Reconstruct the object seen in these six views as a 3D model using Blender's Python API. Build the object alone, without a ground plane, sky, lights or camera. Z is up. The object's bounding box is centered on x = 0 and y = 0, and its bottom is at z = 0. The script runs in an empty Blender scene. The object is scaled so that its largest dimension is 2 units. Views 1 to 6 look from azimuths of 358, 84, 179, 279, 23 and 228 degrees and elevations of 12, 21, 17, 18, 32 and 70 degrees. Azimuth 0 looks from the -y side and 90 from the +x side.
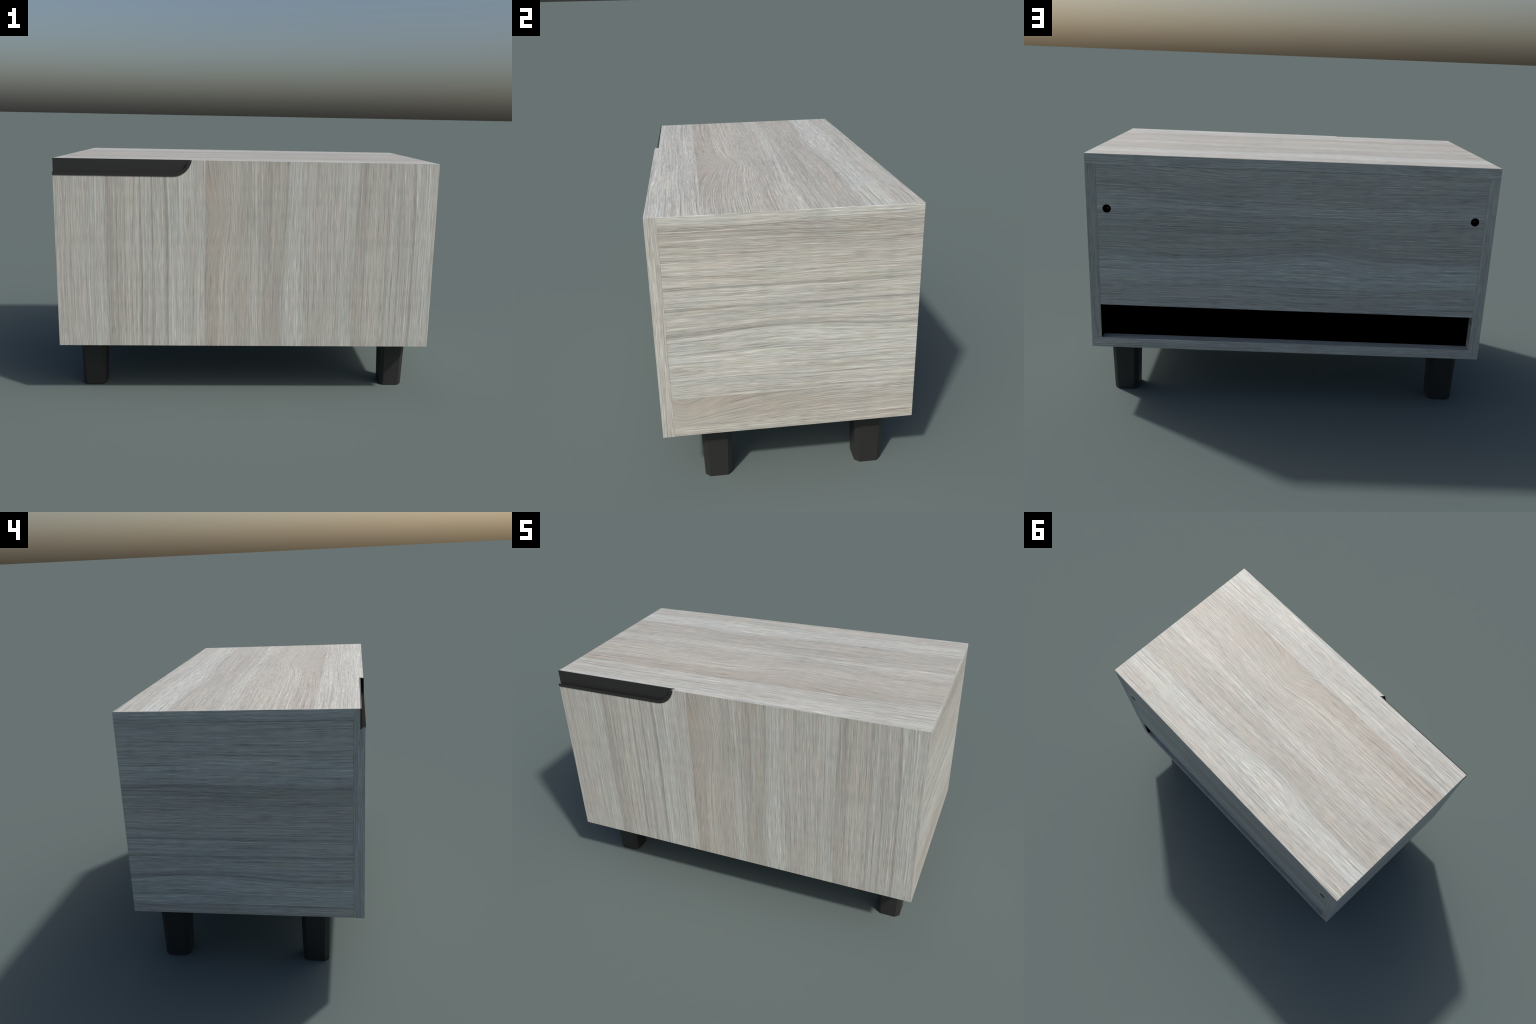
"""Low storage cabinet in pale grey oak laminate: five butted boards, a drawer
front with a recessed black finger pull, four tapered black legs."""
import bpy, bmesh, math
from mathutils import Matrix

# ------------------------------------------------------------------ sizes (m)
X0, X1 = -0.9985, 1.0          # carcass left / right
Y0, Y1 = -0.5545, 0.5565       # drawer front face / rear face
Z0, Z1 = 0.2940, 1.2925        # underside / top
T = 0.0515                     # board thickness
TB = 0.0512                    # base board
YS = -0.5045                   # joint between drawer front and carcass
GAP = 0.0004                   # hairline between butted boards
SLOT_TOP = 0.526               # lower edge of the rear panel
HOLE_R, HOLE_Z = 0.0207, 1.0253
# finger pull: quarter-round pocket in the left top corner of the drawer front
PULL_CX, PULL_CZ = -0.388, 1.3075
PULL_X0 = -1.0
TEX_P = 1.96                   # across-grain repeat of the laminate print

scene = bpy.context.scene


# ------------------------------------------------------------------ node help
class Nodes:
    def __init__(self, tree):
        self.t = tree

    def add(self, kind, **kw):
        n = self.t.nodes.new(kind)
        for k, v in kw.items():
            setattr(n, k, v)
        return n

    def link(self, a, b):
        self.t.links.new(a, b)

    def put(self, sock, v):
        if isinstance(v, bpy.types.NodeSocket):
            self.link(v, sock)
        else:
            sock.default_value = v

    def math(self, op, a, b=0.0, c=0.0, clamp=False):
        n = self.add("ShaderNodeMath", operation=op, use_clamp=clamp)
        self.put(n.inputs[0], a)
        self.put(n.inputs[1], b)
        self.put(n.inputs[2], c)
        return n.outputs[0]

    def lin(self, x, k, c=0.0):
        return self.math("MULTIPLY_ADD", x, k, c)

    def gauss(self, x, centre, width):
        d = self.lin(x, 1.0 / width, -centre / width)
        d2 = self.math("MULTIPLY", d, d)
        return self.math("EXPONENT", self.math("MULTIPLY", d2, -1.0))

    def step(self, x, lo, hi):
        n = self.add("ShaderNodeMapRange", interpolation_type="SMOOTHSTEP")
        self.put(n.inputs["Value"], x)
        n.inputs["From Min"].default_value = lo
        n.inputs["From Max"].default_value = hi
        return n.outputs[0]

    def noise(self, a, u, fa, fu, seed, detail=2.0, rough=0.5, distortion=0.0):
        v = self.add("ShaderNodeCombineXYZ")
        self.put(v.inputs[0], self.lin(a, fa, seed * 3.7))
        self.put(v.inputs[1], self.lin(u, fu, seed * 1.3))
        v.inputs[2].default_value = seed
        n = self.add("ShaderNodeTexNoise", noise_dimensions="3D")
        self.link(v.outputs[0], n.inputs["Vector"])
        n.inputs["Scale"].default_value = 1.0
        n.inputs["Detail"].default_value = detail
        n.inputs["Roughness"].default_value = rough
        n.inputs["Distortion"].default_value = distortion
        return n.outputs["Fac"]

    def mix(self, fac, a, b, mode="MIX"):
        n = self.add("ShaderNodeMix", data_type="RGBA", blend_type=mode)
        self.put(n.inputs[0], fac)
        self.put(n.inputs[6], a)
        self.put(n.inputs[7], b)
        return n.outputs[2]


def grey(v, warm=0.0):
    """neutral oak grey of brightness v; warm > 0 browner, < 0 cooler/greener"""
    return (v * (1.0 + 0.9 * warm), v * (0.980 - 0.20 * warm), v * (0.914 - 0.90 * warm), 1.0)


# ------------------------------------------------------------------ laminate
# Bands of the printed oak across the grain: (position 0..TEX_P, brightness, warmth)
BANDS = [
    (0.000, 0.368, 0.060), (0.085, 0.392, 0.050), (0.120, 0.430, 0.035), (0.340, 0.418, 0.022),
    (0.390, 0.475, 0.000), (0.440, 0.412, 0.020), (0.610, 0.402, 0.025), (0.638, 0.390, 0.015),
    (0.662, 0.470, -0.014), (0.760, 0.490, -0.018), (0.800, 0.428, 0.008), (1.050, 0.450, 0.008),
    (1.110, 0.485, -0.010), (1.175, 0.475, -0.010), (1.200, 0.368, 0.020), (1.280, 0.388, 0.020),
    (1.300, 0.425, 0.018), (1.445, 0.440, 0.014), (1.456, 0.345, 0.000), (1.468, 0.465, 0.000),
    (1.532, 0.455, 0.000), (1.545, 0.345, 0.000), (1.560, 0.455, 0.002), (1.642, 0.450, 0.002),
    (1.658, 0.345, 0.000), (1.685, 0.480, -0.014), (1.790, 0.485, -0.014), (1.830, 0.455, 0.000),
    (1.945, 0.460, 0.000),
]


def make_laminate_group():
    g = bpy.data.node_groups.new("oak_laminate", "ShaderNodeTree")
    g.interface.new_socket("Along", in_out="INPUT", socket_type="NodeSocketFloat")
    g.interface.new_socket("Across", in_out="INPUT", socket_type="NodeSocketFloat")
    g.interface.new_socket("Color", in_out="OUTPUT", socket_type="NodeSocketColor")
    N = Nodes(g)
    gi = N.add("NodeGroupInput")
    go = N.add("NodeGroupOutput")
    a, c = gi.outputs[0], gi.outputs[1]
    t = N.math("WRAP", c, TEX_P, 0.0)

    # grain direction wanders slowly
    w1 = N.lin(N.noise(a, c, 0.9, 2.2, 11.0, 1.0), 0.050, -0.025)
    w2 = N.lin(N.noise(a, c, 3.5, 14.0, 12.0, 1.0), 0.010, -0.005)
    # cathedral arch standing on the plank edge at t = 0, long arms towards +along
    off = N.lin(a, 1.0, -0.19)
    dist = N.math("SUBTRACT", N.math("SQRT", N.lin(off, off, 0.0012)), 0.035)
    left = N.math("EXPONENT", N.math("MULTIPLY", dist, -1.0 / 0.13))
    right = N.math("EXPONENT", N.math("MULTIPLY", dist, -1.0 / 0.24))
    side = N.step(a, 0.185, 0.195)
    arch = N.add("ShaderNodeMix", data_type="FLOAT")
    N.put(arch.inputs[0], side); N.put(arch.inputs[2], left); N.put(arch.inputs[3], right)
    arch = arch.outputs[0]
    reach = N.gauss(t, 0.06, 0.16)
    d1 = N.math("MULTIPLY", N.math("MULTIPLY", arch, reach), -0.095)
    # pale oval that bulges out of the light band at t = 0.7
    d2 = N.math("MULTIPLY", N.math("MULTIPLY", N.gauss(a, -0.20, 0.30), N.gauss(t, 0.63, 0.10)), 0.052)
    # swirl in the light band at t = 1.74
    d3 = N.math("MULTIPLY", N.math("MULTIPLY", N.gauss(a, 0.62, 0.30), N.gauss(t, 1.66, 0.08)), 0.028)
    warp = N.math("ADD", N.math("ADD", d1, d2), N.math("ADD", d3, w2))
    uw = N.math("ADD", N.math("ADD", c, warp), w1)          # grain coordinate
    # fibres are kinked a little, short of the growth lines
    uj = N.math("ADD", uw, N.lin(N.noise(a, c, 28.0, 55.0, 13.0, 1.0), 0.0055, -0.00275))
    edge = N.math("MULTIPLY", N.step(t, 0.0, 0.06), N.math("SUBTRACT", 1.0, N.step(t, TEX_P - 0.06, TEX_P)))
    tb = N.math("ADD", t, N.math("MULTIPLY", N.math("ADD", N.math("ADD", d2, d3), N.math("ADD", w1, w2)), edge))

    ramp = N.add("ShaderNodeValToRGB")
    cr = ramp.color_ramp
    cr.interpolation = "EASE"
    while len(cr.elements) > 1:
        cr.elements.remove(cr.elements[-1])
    for i, (p, v, w) in enumerate(BANDS):
        e = cr.elements[0] if i == 0 else cr.elements.new(p / TEX_P)
        e.position = p / TEX_P
        e.color = grey(v, w)
    N.put(ramp.inputs[0], N.lin(tb, 1.0 / TEX_P))
    col = ramp.outputs[0]

    # pinkish pith inside the arch
    pith = N.math("MULTIPLY", N.math("MULTIPLY", N.gauss(a, 0.21, 0.15), N.gauss(t, 0.075, 0.045)), 0.5)
    col = N.mix(pith, col, grey(0.47, 0.055))
    # the brown plank edge fades out towards the far end of the print
    fade = N.math("MULTIPLY", N.math("MULTIPLY", N.step(a, 0.50, 1.00), N.gauss(t, 0.03, 0.10)), 0.65)
    col = N.mix(fade, col, grey(0.445, 0.005))
    # the bands fade and change along the board
    drift = N.lin(N.noise(a, uw, 0.9, 6.0, 21.0, 2.0), 0.24, 0.960)
    # growth lines follow the warped grain
    rings = N.lin(N.noise(a, uw, 0.7, 75.0, 22.0, 2.0, 0.6), 0.62, 0.70)
    lines = N.lin(N.noise(a, uw, 1.8, 215.0, 27.0, 1.0, 0.6), 0.80, 0.60)
    vein = N.lin(N.step(N.noise(a, uw, 1.1, 125.0, 28.0, 1.0), 0.55, 0.66), -0.10, 1.0)
    vein2 = N.lin(N.step(N.noise(a, uw, 0.7, 48.0, 29.0, 1.0), 0.60, 0.70), -0.08, 1.0)
    # dark streaks a hand long
    streak = N.noise(a, uj, 2.8, 200.0, 23.0, 1.0)
    streak = N.lin(N.step(streak, 0.57, 0.68), -0.24, 1.0)
    # fibres
    fib = N.lin(N.noise(a, uj, 9.0, 570.0, 24.0, 1.0, 0.6), 1.15, 0.45)
    # pores: short dark dashes, and pale flecks
    por = N.lin(N.step(N.noise(a, uj, 15.0, 520.0, 25.0, 0.0), 0.58, 0.74), -0.25, 1.0)
    flk = N.lin(N.step(N.noise(a, uj, 11.0, 520.0, 26.0, 0.0), 0.58, 0.76), 0.24, 1.0)
    arcs = N.lin(N.math("SINE", N.lin(uw, 2 * math.pi / 0.024)), -0.5, 0.5)
    arcs = N.math("MULTIPLY", arcs, N.math("MULTIPLY", arch, N.gauss(t, 0.14, 0.09)))
    arcs = N.lin(arcs, -0.10, 1.0)
    val = drift
    for f in (rings, lines, vein, vein2, streak, fib, por, flk, arcs):
        val = N.math("MULTIPLY", val, f)
    # inside the arch the print is calmer
    calm = N.math("MULTIPLY", N.math("MULTIPLY", arch, N.gauss(t, 0.06, 0.10)), 0.45)
    val = N.lin(N.math("SUBTRACT", 1.0, val), calm, val)
    # small shifts of hue: sage and rose patches
    hue = N.noise(a, uw, 4.5, 24.0, 31.0, 2.0)
    tint = N.mix(N.step(hue, 0.30, 0.70), (0.968, 1.010, 1.012, 1), (1.010, 0.998, 0.986, 1))
    hue2 = N.noise(a, uw, 4.5, 28.0, 33.0, 1.0)
    tint2 = N.mix(N.step(hue2, 0.52, 0.78), (1, 1, 1, 1), (1.012, 1.005, 0.945, 1))
    col = N.mix(1.0, col, tint, "MULTIPLY")
    col = N.mix(1.0, col, tint2, "MULTIPLY")
    vv = N.add("ShaderNodeCombineColor")
    for i in range(3):
        N.put(vv.inputs[i], val)
    col = N.mix(1.0, col, vv.outputs[0], "MULTIPLY")
    N.link(col, go.inputs[0])
    return g


LAMINATE = make_laminate_group()


def wood(name, along, across):
    """along / across = (axis, factor, offset): print coordinate from position"""
    m = bpy.data.materials.new(name)
    m.use_nodes = True
    N = Nodes(m.node_tree)
    bsdf = m.node_tree.nodes["Principled BSDF"]
    tc = N.add("ShaderNodeTexCoord")
    sep = N.add("ShaderNodeSeparateXYZ")
    N.link(tc.outputs["Object"], sep.inputs[0])
    g = N.add("ShaderNodeGroup", node_tree=LAMINATE)
    for sock, (ax, k, off) in zip(g.inputs, (along, across)):
        N.put(sock, N.lin(sep.outputs["XYZ".index(ax)], k, off))
    N.link(g.outputs[0], bsdf.inputs["Base Color"])
    bsdf.inputs["Roughness"].default_value = 0.5
    bsdf.inputs["Specular IOR Level"].default_value = 0.5
    return m


W_TOP = wood("oak_tabletop", ("X", 1.0, 0.0), ("Y", 1.0, 0.333))
W_FRONT = wood("oak_drawer_front", ("Z", 0.95, -0.76), ("X", 1.5, 0.328))
W_SIDE_R = wood("oak_side", ("Y", 1.0, 0.64), ("Z", -1.0, 0.48))
W_SIDE_L = wood("oak_side_other", ("Y", -1.0, 0.83), ("Z", -1.0, 0.18))
W_BACK = wood("oak_rear_panel", ("X", 1.0, -0.10), ("Z", -1.0, 1.44))
W_LONG = wood("oak_edge_long", ("X", 1.2, 1.3), ("Z", -1.2, 2.55))
W_LONG_B = wood("oak_edge_long_base", ("X", 1.2, 2.1), ("Z", -1.2, 1.35))
W_END = wood("oak_edge_end", ("Y", 1.0, 2.2), ("Z", -1.0, 2.44))
W_UP = wood("oak_edge_upright", ("Z", 1.2, 0.4), ("X", 1.2, 0.1))
W_UP_Y = wood("oak_edge_upright_front", ("Z", 1.2, 0.9), ("Y", 1.2, 1.62))


def plain(name, rgb, rough, spec=0.5):
    m = bpy.data.materials.new(name)
    m.use_nodes = True
    N = Nodes(m.node_tree)
    b = m.node_tree.nodes["Principled BSDF"]
    tc = N.add("ShaderNodeTexCoord")
    n = N.add("ShaderNodeTexNoise")
    N.link(tc.outputs["Object"], n.inputs["Vector"])
    n.inputs["Scale"].default_value = 60.0
    k = 0.06
    col = N.mix(n.outputs["Fac"], tuple(v * (1 - k) for v in rgb) + (1,), tuple(v * (1 + k) for v in rgb) + (1,))
    N.link(col, b.inputs["Base Color"])
    b.inputs["Roughness"].default_value = rough
    b.inputs["Specular IOR Level"].default_value = spec
    return m


BLACK = plain("black_lacquer", (0.0225, 0.0222, 0.0215), 0.5)
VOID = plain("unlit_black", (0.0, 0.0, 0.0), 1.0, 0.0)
SPECK_GREY = plain("speck_grey", (0.45, 0.46, 0.48), 0.4)


# ------------------------------------------------------------------ mesh help
def finish(name, bm, mats, parent, pick=None, bevel=0.0, smooth=False, keep=None):
    bmesh.ops.remove_doubles(bm, verts=bm.verts, dist=1e-6)
    bmesh.ops.recalc_face_normals(bm, faces=bm.faces)
    if bevel:
        es = [e for e in bm.edges if len(e.link_faces) == 2 and e.calc_face_angle() > math.radians(30)
              and not (keep and keep(e))]
        bmesh.ops.bevel(bm, geom=es, offset=bevel, segments=1, affect="EDGES", profile=0.5)
        bm.normal_update()
    for f in bm.faces:
        f.material_index = pick(f.normal, f.calc_center_median()) if pick else 0
        f.smooth = smooth
    me = bpy.data.meshes.new(name)
    bm.to_mesh(me)
    bm.free()
    for m in mats:
        me.materials.append(m)
    ob = bpy.data.objects.new(name, me)
    scene.collection.objects.link(ob)
    ob.parent = parent
    return ob


def by_axis(x, y, z, xneg=None):
    """material slot by the axis a face looks along"""
    def pick(n, c):
        ax = max(range(3), key=lambda i: abs(n[i]))
        if ax == 0 and n.x < 0 and xneg is not None:
            return xneg
        return (x, y, z)[ax]
    return pick


def box(bm, lo, hi):
    vs = [bm.verts.new((x, y, z)) for x in (lo[0], hi[0]) for y in (lo[1], hi[1]) for z in (lo[2], hi[2])]
    for q in ((0, 1, 3, 2), (4, 6, 7, 5), (0, 4, 5, 1), (2, 3, 7, 6), (0, 2, 6, 4), (1, 5, 7, 3)):
        bm.faces.new([vs[i] for i in q])


# ------------------------------------------------------------------ cabinet
cab = bpy.data.objects.new("storage_cabinet", None)
cab["label"] = "low pale grey oak drawer cabinet with black legs and pull"
cab["category"] = "drawer cabinet"
scene.collection.objects.link(cab)

B = 0.0013
# tabletop and base lie over / under the sides
bm = bmesh.new(); box(bm, (X0, YS + 0.0001, Z1 - T + GAP), (X1, Y1, Z1))
finish("tabletop", bm, [W_END, W_LONG, W_TOP], cab, by_axis(0, 1, 2), B,
       keep=lambda e: all(v.co.y < YS + 0.01 for v in e.verts))
bm = bmesh.new(); box(bm, (X0, YS + 0.0001, Z0), (X1, Y1, Z0 + TB - GAP))
finish("base_panel", bm, [W_END, W_LONG_B, W_TOP], cab, by_axis(0, 1, 2), B)
bm = bmesh.new(); box(bm, (X1 - T, YS + 0.0001, Z0 + TB), (X1, Y1, Z1 - T))
finish("side_panel", bm, [W_SIDE_R, W_UP], cab, by_axis(0, 1, 0), B)
bm = bmesh.new(); box(bm, (X0, YS + 0.0001, Z0 + TB), (X0 + T, Y1, Z1 - T))
finish("side_panel", bm, [W_SIDE_L, W_UP], cab, by_axis(0, 1, 0), B)

# rear panel with two round holes, open slot left below it
PY0, PY1 = Y1 - 0.0515, Y1 - 0.0018
bx0, bx1, bz0, bz1 = X0 + T + GAP, X1 - T - GAP, SLOT_TOP, Z1 - T - GAP
holes = [((X0 + X1) / 2 + s * 0.8995, HOLE_Z) for s in (-1, 1)]


def loop(bm, pts, y):
    vs = [bm.verts.new((x, y, z)) for x, z in pts]
    return [bm.edges.new((vs[i], vs[(i + 1) % len(vs)])) for i in range(len(vs))]


bm = bmesh.new()
es = loop(bm, [(bx0, bz0), (bx1, bz0), (bx1, bz1), (bx0, bz1)], PY1)
for hx, hz in holes:
    es += loop(bm, [(hx + HOLE_R * math.cos(i * math.tau / 40), hz + HOLE_R * math.sin(i * math.tau / 40)) for i in range(40)], PY1)
r = bmesh.ops.triangle_fill(bm, edges=es, use_beauty=True, normal=(0, 1, 0))
fs = [f for f in r["geom"] if isinstance(f, bmesh.types.BMFace)]
ex = bmesh.ops.extrude_face_region(bm, geom=fs, use_keep_orig=True)
bmesh.ops.translate(bm, verts=[v for v in ex["geom"] if isinstance(v, bmesh.types.BMVert)], vec=(0, PY0 - PY1, 0))


def pick_back(n, c):
    inhole = abs(n.y) < 0.5 and any((c.x - hx) ** 2 + (c.z - hz) ** 2 < (HOLE_R * 1.1) ** 2 for hx, hz in holes)
    return 1 if inhole else 0


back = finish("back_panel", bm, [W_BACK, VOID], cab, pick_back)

# each hole is a shallow blind bore: black floor with a tiny pale grey speck on it
BORE = 0.0030
bm = bmesh.new()
bmesh.ops.create_cone(bm, cap_ends=True, segments=40, radius1=HOLE_R - 0.0002, radius2=HOLE_R - 0.0002, depth=0.034)
bmesh.ops.rotate(bm, verts=bm.verts, matrix=Matrix.Rotation(-math.pi / 2, 3, "X"))
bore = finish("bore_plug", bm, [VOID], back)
bm = bmesh.new()
bmesh.ops.create_cone(bm, cap_ends=True, segments=10, radius1=0.0022, radius2=0.0006, depth=0.0030)
bmesh.ops.rotate(bm, verts=bm.verts, matrix=Matrix.Rotation(-math.pi / 2, 3, "X"))
pale_speck = finish("pale_speck", bm, [SPECK_GREY], back)
for n, (hx, hz) in enumerate(holes):
    for ob, y in ((bore, PY1 - BORE - 0.017), (pale_speck, PY1 - BORE + 0.0014)):
        if n:
            ob = ob.copy()
            scene.collection.objects.link(ob)
        ob.location = (hx, y, hz)
        if ob is not bore and ob.data is pale_speck.data:
            ob.location.x -= math.copysign(0.0045, hx)
            ob.location.z += 0.0025

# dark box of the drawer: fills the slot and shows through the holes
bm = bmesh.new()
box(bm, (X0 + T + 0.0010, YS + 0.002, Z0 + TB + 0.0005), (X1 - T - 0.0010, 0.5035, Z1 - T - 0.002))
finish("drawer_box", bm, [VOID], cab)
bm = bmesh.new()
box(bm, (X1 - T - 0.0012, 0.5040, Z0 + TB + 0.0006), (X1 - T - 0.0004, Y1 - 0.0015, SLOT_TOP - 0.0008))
finish("slot_black_strip", bm, [VOID], cab)


# ------------------------------------------------------------------ drawer front and finger pull
ARC = 20
STRAIGHT = 3


def pull_point(r, s, x0):
    """point on the pocket outline of radius r: straight bottom, then a quarter round
    that is cut off by the cabinet's top; s runs 0..1 straight, 1..2 round"""
    if s <= 1.0:
        return (x0 + (PULL_CX - x0) * s, PULL_CZ - r)
    th = (s - 1.0) * math.acos((PULL_CZ - Z1) / r)
    return (PULL_CX + r * math.sin(th), PULL_CZ - r * math.cos(th))


STATIONS = [i / STRAIGHT for i in range(STRAIGHT)] + [1 + i / ARC for i in range(ARC + 1)]

NOTCH_Y = -0.5340
bm = bmesh.new()


def ring(r, y, flat=False):
    pts = [pull_point(r, s, X0) for s in STATIONS]
    if flat:
        pts = [(x, Z1) for x, z in pts]
    pts += [(X1, Z1), (X1, Z0), (X0, Z0)]
    return [bm.verts.new((x, y, z)) for x, z in pts]


rings = [ring(0.1065, YS, True), ring(0.1065, NOTCH_Y, True), ring(0.1065, NOTCH_Y), ring(0.0895, Y0)]
for a, b in zip(rings, rings[1:]):
    for i in range(len(a)):
        j = (i + 1) % len(a)
        if (a[i].co - b[i].co).length < 1e-7 and (a[j].co - b[j].co).length < 1e-7:
            continue
        q = []
        for v in (a[i], a[j], b[j], b[i]):
            if not q or all((v.co - w.co).length > 1e-7 for w in q):
                q.append(v)
        if len(q) > 2:
            bm.faces.new(q)
bm.faces.new(rings[0])
bm.faces.new(list(reversed(rings[-1])))
front = finish("drawer_front", bm, [W_UP_Y, W_FRONT, W_TOP], cab, by_axis(0, 1, 2))

# liner: a lip 2.5 mm proud of the face, a sloping channel wall, a flat back plate
bm = bmesh.new()
PROFILE = [(0.0832, -0.5570), (0.1000, -0.5570), (0.1000, Y0 - 0.0003), (0.0890, Y0 - 0.0003), (0.1055, -0.5343)]
FLOOR_BACK = (0.1000, -0.5400)
prev = first = None
for s in STATIONS:
    pts = []
    for r, y in PROFILE:
        x, z = pull_point(r, s, PULL_X0)
        pts.append((x, y, z))
    fx, fz = pull_point(FLOOR_BACK[0], s, PULL_X0)
    pts += [(pts[4][0], PROFILE[-1][1], Z1), (fx, FLOOR_BACK[1], Z1), (fx, FLOOR_BACK[1], fz)]
    vs = [bm.verts.new(p) for p in pts]
    for i in range(8 if prev else 0):
        j = (i + 1) % 8
        bm.faces.new((prev[i], prev[j], vs[j], vs[i]))
    first = first or vs
    prev = vs
for q in ((0, 1, 2, 3), (0, 3, 4, 7), (4, 5, 6, 7)):
    bm.faces.new([first[i] for i in q])
for q in ((0, 1, 2, 3), (0, 3, 4, 7)):
    bm.faces.new([prev[i] for i in q])
bmesh.ops.remove_doubles(bm, verts=bm.verts, dist=2e-5)
finish("finger_pull", bm, [BLACK], front)


# ------------------------------------------------------------------ legs
def octagon(h, c):
    return [(h, -h + c), (h, h - c), (h - c, h), (-h + c, h), (-h, h - c), (-h, -h + c), (-h + c, -h), (h - c, -h)]


bm = bmesh.new()
H = Z0 - 0.0005
lo = [bm.verts.new((x, y, 0)) for x, y in octagon(0.0625, 0.0205)]
hi = [bm.verts.new((x, y, H)) for x, y in octagon(0.0705, 0.0215)]
for i in range(8):
    bm.faces.new((lo[i], lo[(i + 1) % 8], hi[(i + 1) % 8], hi[i]))
bm.faces.new(lo); bm.faces.new(hi)
leg = finish("leg", bm, [BLACK], cab, bevel=0.0008)
spots = [((X0 + X1) / 2 + sx * 0.8548, y) for sx in (-1, 1) for y in (-0.3205, 0.3850)]
for i, (x, y) in enumerate(spots):
    ob = leg if i == 0 else leg.copy()
    if i:
        scene.collection.objects.link(ob)
    ob.location = (x, y, 0)
